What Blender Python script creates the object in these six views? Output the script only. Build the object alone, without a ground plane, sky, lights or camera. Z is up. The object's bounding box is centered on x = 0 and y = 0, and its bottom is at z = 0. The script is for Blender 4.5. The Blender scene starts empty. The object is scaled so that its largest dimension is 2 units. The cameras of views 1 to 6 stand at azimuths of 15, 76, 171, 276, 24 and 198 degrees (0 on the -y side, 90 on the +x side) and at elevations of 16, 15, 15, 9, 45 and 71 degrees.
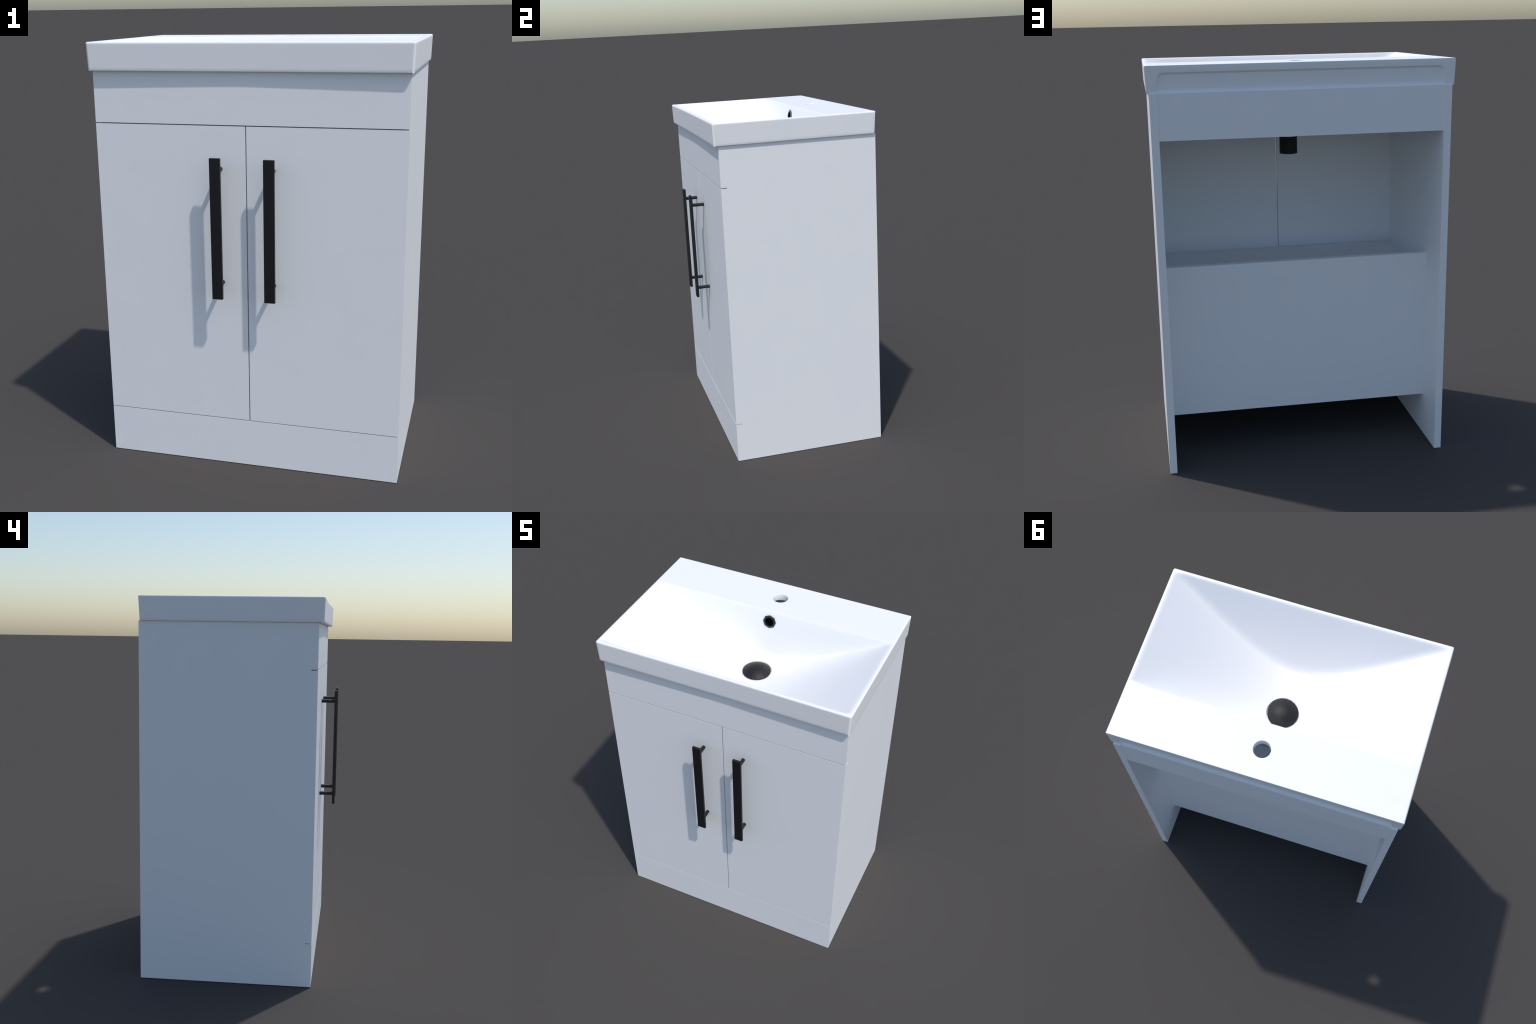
import bpy, bmesh, math
from mathutils import Vector, Matrix

# ------------------------------------------------------------------ sizes (m)
HALF_W = 0.7065          # carcass half width
FRONT, DOOR_BACK = -0.408, -0.374
BACK = 0.495
BOARD = 0.0357           # board thickness
TOP = 1.875              # carcass top = underside of the basin skirt
DOOR_TOP, DOOR_BOTTOM = 1.6403, 0.2370
FASCIA_BOTTOM, PLINTH_TOP = 1.6455, 0.2325
RIM_Z = 2.0
RIM_X, RIM_FRONT, RIM_BACK = 0.722, -0.438, 0.493

# ------------------------------------------------------------------ materials
def principled(name, color, rough, metallic=0.0, coat=0.0, grain=0.0, scale=40.0, rough_var=0.0, ior=1.5):
    m = bpy.data.materials.new(name)
    m.use_nodes = True
    nt = m.node_tree
    b = nt.nodes["Principled BSDF"]
    b.inputs["Roughness"].default_value = rough
    b.inputs["Metallic"].default_value = metallic
    b.inputs["IOR"].default_value = ior
    b.inputs["Coat Weight"].default_value = coat
    b.inputs["Coat Roughness"].default_value = 0.08
    tc = nt.nodes.new("ShaderNodeTexCoord")
    noise = nt.nodes.new("ShaderNodeTexNoise")
    noise.inputs["Scale"].default_value = scale
    noise.inputs["Detail"].default_value = 3.0
    nt.links.new(tc.outputs["Object"], noise.inputs["Vector"])
    ramp = nt.nodes.new("ShaderNodeValToRGB")
    lo = [max(0.0, c * (1 - grain)) for c in color]
    hi = [min(1.0, c * (1 + grain)) for c in color]
    ramp.color_ramp.elements[0].position = 0.3
    ramp.color_ramp.elements[1].position = 0.7
    ramp.color_ramp.elements[0].color = (*lo, 1)
    ramp.color_ramp.elements[1].color = (*hi, 1)
    nt.links.new(noise.outputs["Fac"], ramp.inputs["Fac"])
    nt.links.new(ramp.outputs["Color"], b.inputs["Base Color"])
    if rough_var:
        mr = nt.nodes.new("ShaderNodeMapRange")
        mr.inputs["To Min"].default_value = rough - rough_var
        mr.inputs["To Max"].default_value = rough + rough_var
        nt.links.new(noise.outputs["Fac"], mr.inputs["Value"])
        nt.links.new(mr.outputs["Result"], b.inputs["Roughness"])
    return m

LACQUER = principled("white_lacquer", (0.985, 0.985, 0.985), 0.50, grain=0.004, scale=6, rough_var=0.02)
CERAMIC = principled("glazed_ceramic", (0.98, 0.98, 0.98), 0.50, grain=0.003, scale=5)
BLACK = principled("matt_black_metal", (0.0065, 0.0065, 0.0070), 0.5, grain=0.06, scale=60)
PLUG = principled("dark_waste_metal", (0.0075, 0.0075, 0.0080), 0.58, grain=0.06, scale=60)
GLOSS_BLACK = principled("black_overflow_metal", (0.0065, 0.0065, 0.0070), 0.22, grain=0.05, scale=60)

# ------------------------------------------------------------------ helpers
coll = bpy.context.scene.collection

def make_object(name, bm, mat, parent=None, smooth_angle=None):
    bmesh.ops.recalc_face_normals(bm, faces=bm.faces)
    me = bpy.data.meshes.new(name)
    bm.to_mesh(me)
    bm.free()
    me.materials.append(mat)
    if smooth_angle is not None:
        me.shade_smooth()
        me.set_sharp_from_angle(angle=math.radians(smooth_angle))
    ob = bpy.data.objects.new(name, me)
    coll.objects.link(ob)
    if parent is not None:
        ob.parent = parent
    return ob

def box_bm(x0, x1, y0, y1, z0, z1, bevel=0.0, segments=2):
    bm = bmesh.new()
    bmesh.ops.create_cube(bm, size=1.0)
    for v in bm.verts:
        v.co = Vector(((x0 + x1) / 2 + v.co.x * (x1 - x0),
                       (y0 + y1) / 2 + v.co.y * (y1 - y0),
                       (z0 + z1) / 2 + v.co.z * (z1 - z0)))
    if bevel:
        bmesh.ops.bevel(bm, geom=bm.edges[:], offset=bevel, segments=segments,
                        affect='EDGES', profile=0.5)
    return bm

def board(name, x0, x1, y0, y1, z0, z1, mat, parent):
    return make_object(name, box_bm(x0, x1, y0, y1, z0, z1), mat, parent)

def lathe_bm(profile, steps, phase=0.0, cap_ends=True):
    """Revolve (radius, height) pairs about z."""
    bm = bmesh.new()
    rings = []
    for r, z in profile:
        if r < 1e-6:
            rings.append([bm.verts.new((0, 0, z))])
        else:
            rings.append([bm.verts.new((r * math.cos(phase + 2 * math.pi * i / steps),
                                        r * math.sin(phase + 2 * math.pi * i / steps), z))
                          for i in range(steps)])
    for a, b in zip(rings, rings[1:]):
        for i in range(steps):
            j = (i + 1) % steps
            if len(a) == 1:
                bm.faces.new((a[0], b[i], b[j]))
            elif len(b) == 1:
                bm.faces.new((a[i], a[j], b[0]))
            else:
                bm.faces.new((a[i], a[j], b[j], b[i]))
    if cap_ends:
        for ring in (rings[0], rings[-1]):
            if len(ring) > 2:
                bm.faces.new(ring)
    return bm

def apply_modifier(ob, mod):
    dg = bpy.context.evaluated_depsgraph_get()
    me = bpy.data.meshes.new_from_object(ob.evaluated_get(dg))
    ob.modifiers.remove(mod)
    old = ob.data
    ob.data = me
    bpy.data.meshes.remove(old)

# ------------------------------------------------------------------ root
root = bpy.data.objects.new("vanity_unit", None)
root.empty_display_size = 0.2
coll.objects.link(root)
root["label"] = "white two-door vanity cabinet with ceramic basin and black handles"
root["category"] = "bathroom vanity"

# ------------------------------------------------------------------ carcass
INNER = HALF_W - BOARD
for s in (-1, 1):
    x0, x1 = sorted((s * HALF_W, s * INNER))
    board("side_panel", x0, x1, DOOR_BACK, BACK, 0.0, TOP, LACQUER, root)
board("fascia", -HALF_W, HALF_W, FRONT, DOOR_BACK, FASCIA_BOTTOM, TOP, LACQUER, root)
board("plinth", -HALF_W, HALF_W, FRONT, DOOR_BACK, 0.0, PLINTH_TOP, LACQUER, root)
board("back_rail", -INNER, INNER, 0.490 - BOARD, 0.490, 1.6635, TOP - 0.0003, LACQUER, root)
board("back_panel", -INNER, INNER, 0.286 - BOARD, 0.286, 0.2180, 1.0095, LACQUER, root)
board("shelf", -INNER, INNER, DOOR_BACK + 0.004, 0.286 - BOARD, 0.9145 - BOARD, 0.9145, LACQUER, root)
board("floor_board", -INNER, INNER, DOOR_BACK + 0.004, 0.286 - BOARD, 0.2180, 0.2180 + BOARD, LACQUER, root)

# ------------------------------------------------------------------ doors and handles
CENTRE_GAP = 0.0027
for s in (-1, 1):
    x0, x1 = sorted((s * HALF_W, s * CENTRE_GAP))
    door = board("door", x0, x1, FRONT, DOOR_BACK, DOOR_BOTTOM, DOOR_TOP, LACQUER, root)
    centre = 0.0024 + s * 0.1213
    hx0, hx1 = centre - 0.0245, centre + 0.0245
    make_object("handle_bar", box_bm(hx0, hx1, -0.495, -0.4805, 0.868, 1.5115, 0.0012, 1), BLACK, door)
    for z in (1.4512, 0.9245):
        bm = lathe_bm([(0.0102, 0.0), (0.0102, 0.074)], 32)
        bm.transform(Matrix.Translation((centre + 0.0003, FRONT + 0.0005, z)) @ Matrix.Rotation(math.radians(90), 4, 'X'))
        make_object("handle_post", bm, BLACK, door, 40)

# ------------------------------------------------------------------ basin
def smin(a, b, r):
    h = max(r - abs(a - b), 0.0) / r
    return min(a, b) - h * h * r * 0.25

def smax(a, b, r):
    return -smin(-a, -b, r)

def front_bow(x):
    """the front of the basin is pulled in a little towards the middle"""
    return 0.0048 * (1.0 - min(1.0, abs(x) / 0.722) ** 1.12)

BOWL_X = 0.7040
FLOOR_FALL, FLOOR_ROUND = 0.60, 0.15
DEPTH = math.hypot(FLOOR_FALL * BOWL_X, FLOOR_ROUND) - FLOOR_ROUND

def trough(x):
    return DEPTH - (math.hypot(FLOOR_FALL * x, FLOOR_ROUND) - FLOOR_ROUND)

FRONT_SLOPE = 0.705      # run per unit of depth of the front wall
CREASE = 0.935           # floor depth at the front crease, as a share of the trough
DRAIN_Y = 0.030

def floor_share(x, y):
    """the floor falls gently from the front crease and from the back to the drain"""
    if y < DRAIN_Y:
        crease_y = -0.418 + FRONT_SLOPE * CREASE * max(0.0, trough(x))
        t = (DRAIN_Y - y) / (DRAIN_Y - crease_y)
        return 1.0 - (1.0 - CREASE) * min(1.3, t) ** 1.25
    return 1.0 - 0.075 * ((y - DRAIN_Y) / 0.12) ** 1.6

def bowl_depth(x, y, shell=0.0):
    front = (y - front_bow(x) + 0.419 + shell) / FRONT_SLOPE
    back = smax((0.2095 + 1.45 * shell - y) / 0.128, -0.02, 0.09)
    floor = trough(x)
    if floor > 0:
        floor *= floor_share(x, y)
    floor += 0.8 * shell
    d = smin(floor, back, 0.07)
    d = smin(d, front, 0.030)
    return d

def rim_surface(x, y):
    return RIM_Z - smax(bowl_depth(x, y), 0.0, 0.006)

def under_surface(x, y):
    return RIM_Z - smax(bowl_depth(x, y, 0.045), 0.038, 0.01)

def frange(a, b, step):
    n = max(1, round(abs(b - a) / step))
    return [a + (b - a) * i / n for i in range(n)]

half = [0.0] + frange(0.008, 0.62, 0.008) + frange(0.62, 0.708, 0.003) + [0.708, RIM_X]
XS = [-v for v in reversed(half[1:])] + half
YS = ([RIM_FRONT, -0.424] + frange(-0.421, 0.10, 0.005) + frange(0.10, 0.225, 0.0022)
      + frange(0.225, 0.479, 0.012) + [0.479, RIM_BACK])
ZS = [RIM_Z, 1.987] + frange(1.972, 1.8875, 0.004) + [1.8875, TOP]
NX, NY = len(XS) - 1, len(YS) - 1
WALL_H = RIM_Z - TOP

def outline(x, y, z):
    """taper and front bow: position of grid point (x, y) at height z"""
    t = (RIM_Z - z) / WALL_H
    g = (y - RIM_FRONT) / (RIM_BACK - RIM_FRONT)
    lip = 0.0009 * max(0.0, min(1.0, (1.8875 - z) / 0.0125))     # faint chamfer along the lower edge
    yy = y + (t * 0.0034 + lip) * (1 - g) - t * 0.006 * g
    yy += front_bow(x) * max(0.0, 1.0 - (y - RIM_FRONT) / 0.10)
    return x * (1 - (t * 0.0038 + lip) / RIM_X), yy

def step01(v, a, b):
    t = min(1.0, max(0.0, (v - a) / (b - a)))
    return t * t * (3 - 2 * t)

def back_recess(x, z):
    """shallow panel sunk in the back, corners rounded, sides flaring downwards"""
    down = max(0.0, 1.9645 - z)
    edge = 0.6675 + 0.13 * down
    cx, cz, r = abs(x) - (edge - 0.028), (z - (1.9645 - 0.022)), 0.025
    if cx > 0 and cz > 0:
        dist = math.hypot(cx, cz) - r
    else:
        dist = max(cx, cz) - r
    sunk = 1.0 - step01(dist, -0.0085, 0.0015)
    lip = step01(z, TOP, TOP + 0.015)
    return 0.012 * sunk * lip

def basin_mesh():
    bm = bmesh.new()
    new = bm.verts.new
    top = {}
    for i, x in enumerate(XS):
        for j, y in enumerate(YS):
            px, py = outline(x, y, RIM_Z)
            edge = i in (0, NX) or j in (0, NY)
            top[i, j] = new((px, py, RIM_Z if edge else rim_surface(px, py)))
    for i in range(NX):
        for j in range(NY):
            bm.faces.new((top[i, j], top[i + 1, j], top[i + 1, j + 1], top[i, j + 1]))
    loop = ([(i, 0) for i in range(NX)] + [(NX, j) for j in range(NY)]
            + [(i, NY) for i in range(NX, 0, -1)] + [(0, j) for j in range(NY, 0, -1)])
    rows = [[top[k] for k in loop]]
    for z in ZS[1:]:
        row = []
        for i, j in loop:
            px, py = outline(XS[i], YS[j], z)
            if j == NY and 0 < i < NX:
                py -= back_recess(px, z)
            row.append(new((px, py, z)))
        rows.append(row)
    # skirt underside and inner skirt
    def inset(i, j):
        g = (YS[j] - RIM_FRONT) / (RIM_BACK - RIM_FRONT)
        return XS[i] * 0.690 / RIM_X, -0.400 + g * (0.445 + 0.400)
    rows.append([new((*inset(i, j), TOP)) for i, j in loop])
    under = {}
    for i in range(NX + 1):
        for j in range(NY + 1):
            px, py = inset(i, j)
            under[i, j] = new((px, py, under_surface(px, py)))
    for i in range(NX):
        for j in range(NY):
            bm.faces.new((under[i, j], under[i, j + 1], under[i + 1, j + 1], under[i + 1, j]))
    rows.append([under[k] for k in loop])
    n = len(loop)
    for a, b in zip(rows, rows[1:]):
        for k in range(n):
            m = (k + 1) % n
            bm.faces.new((a[k], b[k], b[m], a[m]))
    # bevel weights on the outer edges
    lay = bm.edges.layers.float.new("bevel_weight_edge")
    last = rows[len(ZS) - 1]
    def weigh(va, vb, w):
        e = bm.edges.get((va, vb))
        if e:
            e[lay] = w
    for k in range(n):
        m = (k + 1) % n
        at_back = loop[k][1] == NY and loop[m][1] == NY
        weigh(rows[0][k], rows[0][m], 0.2 if at_back else 0.72)
        weigh(last[k], last[m], 0.10 if at_back else 0.24)
    for k, (i, j) in enumerate(loop):
        if i in (0, NX) and j in (0, NY):
            for a, b in zip(rows[:len(ZS)], rows[1:len(ZS)]):
                weigh(a[k], b[k], 1.0 if j == 0 else 0.3)
    return bm

basin = make_object("basin", basin_mesh(), CERAMIC, root)
bev = basin.modifiers.new("bevel", 'BEVEL')
bev.limit_method = 'WEIGHT'
bev.width = 0.011
bev.segments = 4
bev.use_clamp_overlap = False
apply_modifier(basin, bev)

TAP_XY, TAP_R = (0.0, 0.3475), 0.0412
DRAIN_XY, DRAIN_R = (0.0, 0.0300), 0.0845
OVERFLOW = Vector((0.0, 0.1965, 1.9350))
TILT = math.radians(90 + 7.3)

def cut(cutter_bm):
    cutter = make_object("cutter", cutter_bm, CERAMIC)
    mod = basin.modifiers.new("cut", 'BOOLEAN')
    mod.operation = 'DIFFERENCE'
    mod.solver = 'EXACT'
    mod.object = cutter
    apply_modifier(basin, mod)
    bpy.data.objects.remove(cutter)

def moved(bm, m):
    bm.transform(m)
    return bm

cut(moved(lathe_bm([(TAP_R, 1.93), (TAP_R, 1.9935), (TAP_R + 0.0015, 1.9980), (TAP_R + 0.006, 2.0045)], 64),
          Matrix.Translation((*TAP_XY, 0))))
cut(moved(lathe_bm([(0.040, 1.60), (0.040, 1.7035), (DRAIN_R, 1.7035), (DRAIN_R, 1.76)], 64),
          Matrix.Translation((*DRAIN_XY, 0))))
cut(moved(lathe_bm([(0.030, -0.02), (0.030, 0.05)], 32),
          Matrix.Translation(OVERFLOW) @ Matrix.Rotation(-TILT, 4, 'X')))
basin.data.shade_smooth()
basin.data.set_sharp_from_angle(angle=math.radians(38))

# waste plug: a shallow faceted dome
plug_profile = [(0.0390, 1.690), (0.0390, 1.7065), (0.0770, 1.7072), (0.0797, 1.7095), (0.0797, 1.7125), (0.0720, 1.7180),
                (0.0600, 1.7255), (0.0480, 1.7318), (0.0360, 1.7366), (0.0225, 1.7402), (0.0085, 1.7416), (0.0, 1.7416)]
make_object("waste_plug", moved(lathe_bm(plug_profile, 20, math.radians(4)), Matrix.Translation((*DRAIN_XY, 0))), PLUG, basin)

# threaded tail pipe and the boss above it
thread = [(0.0, 1.519), (0.0440, 1.519)]
z = 1.521
while z < 1.606:
    thread += [(0.0462, z), (0.0462, z + 0.0018), (0.0446, z + 0.0026), (0.0446, z + 0.0042)]
    z += 0.0050
thread += [(0.038, z), (0.038, 1.700)]
make_object("tail_pipe", moved(lathe_bm(thread, 48), Matrix.Translation((*DRAIN_XY, 0))), BLACK, basin, 30)
make_object("basin_boss", moved(lathe_bm([(0.0385, 1.608), (0.0480, 1.608), (0.0500, 1.612), (0.056, 1.69), (0.0385, 1.69), (0.0385, 1.608)], 48, cap_ends=False),
            Matrix.Translation((*DRAIN_XY, 0))), CERAMIC, basin, 30)

# overflow ring: octagonal collar with a blind tube
ring = [(0.0295, -0.012), (0.0385, -0.012), (0.0385, -0.0010), (0.0375, 0.0), (0.0270, 0.0),
        (0.0270, -0.042), (0.0, -0.042)]
make_object("overflow_ring", moved(lathe_bm(ring, 8, 0.0, cap_ends=False),
            Matrix.Translation(OVERFLOW) @ Matrix.Rotation(TILT - math.radians(14.6), 4, 'X')), GLOSS_BLACK, basin)
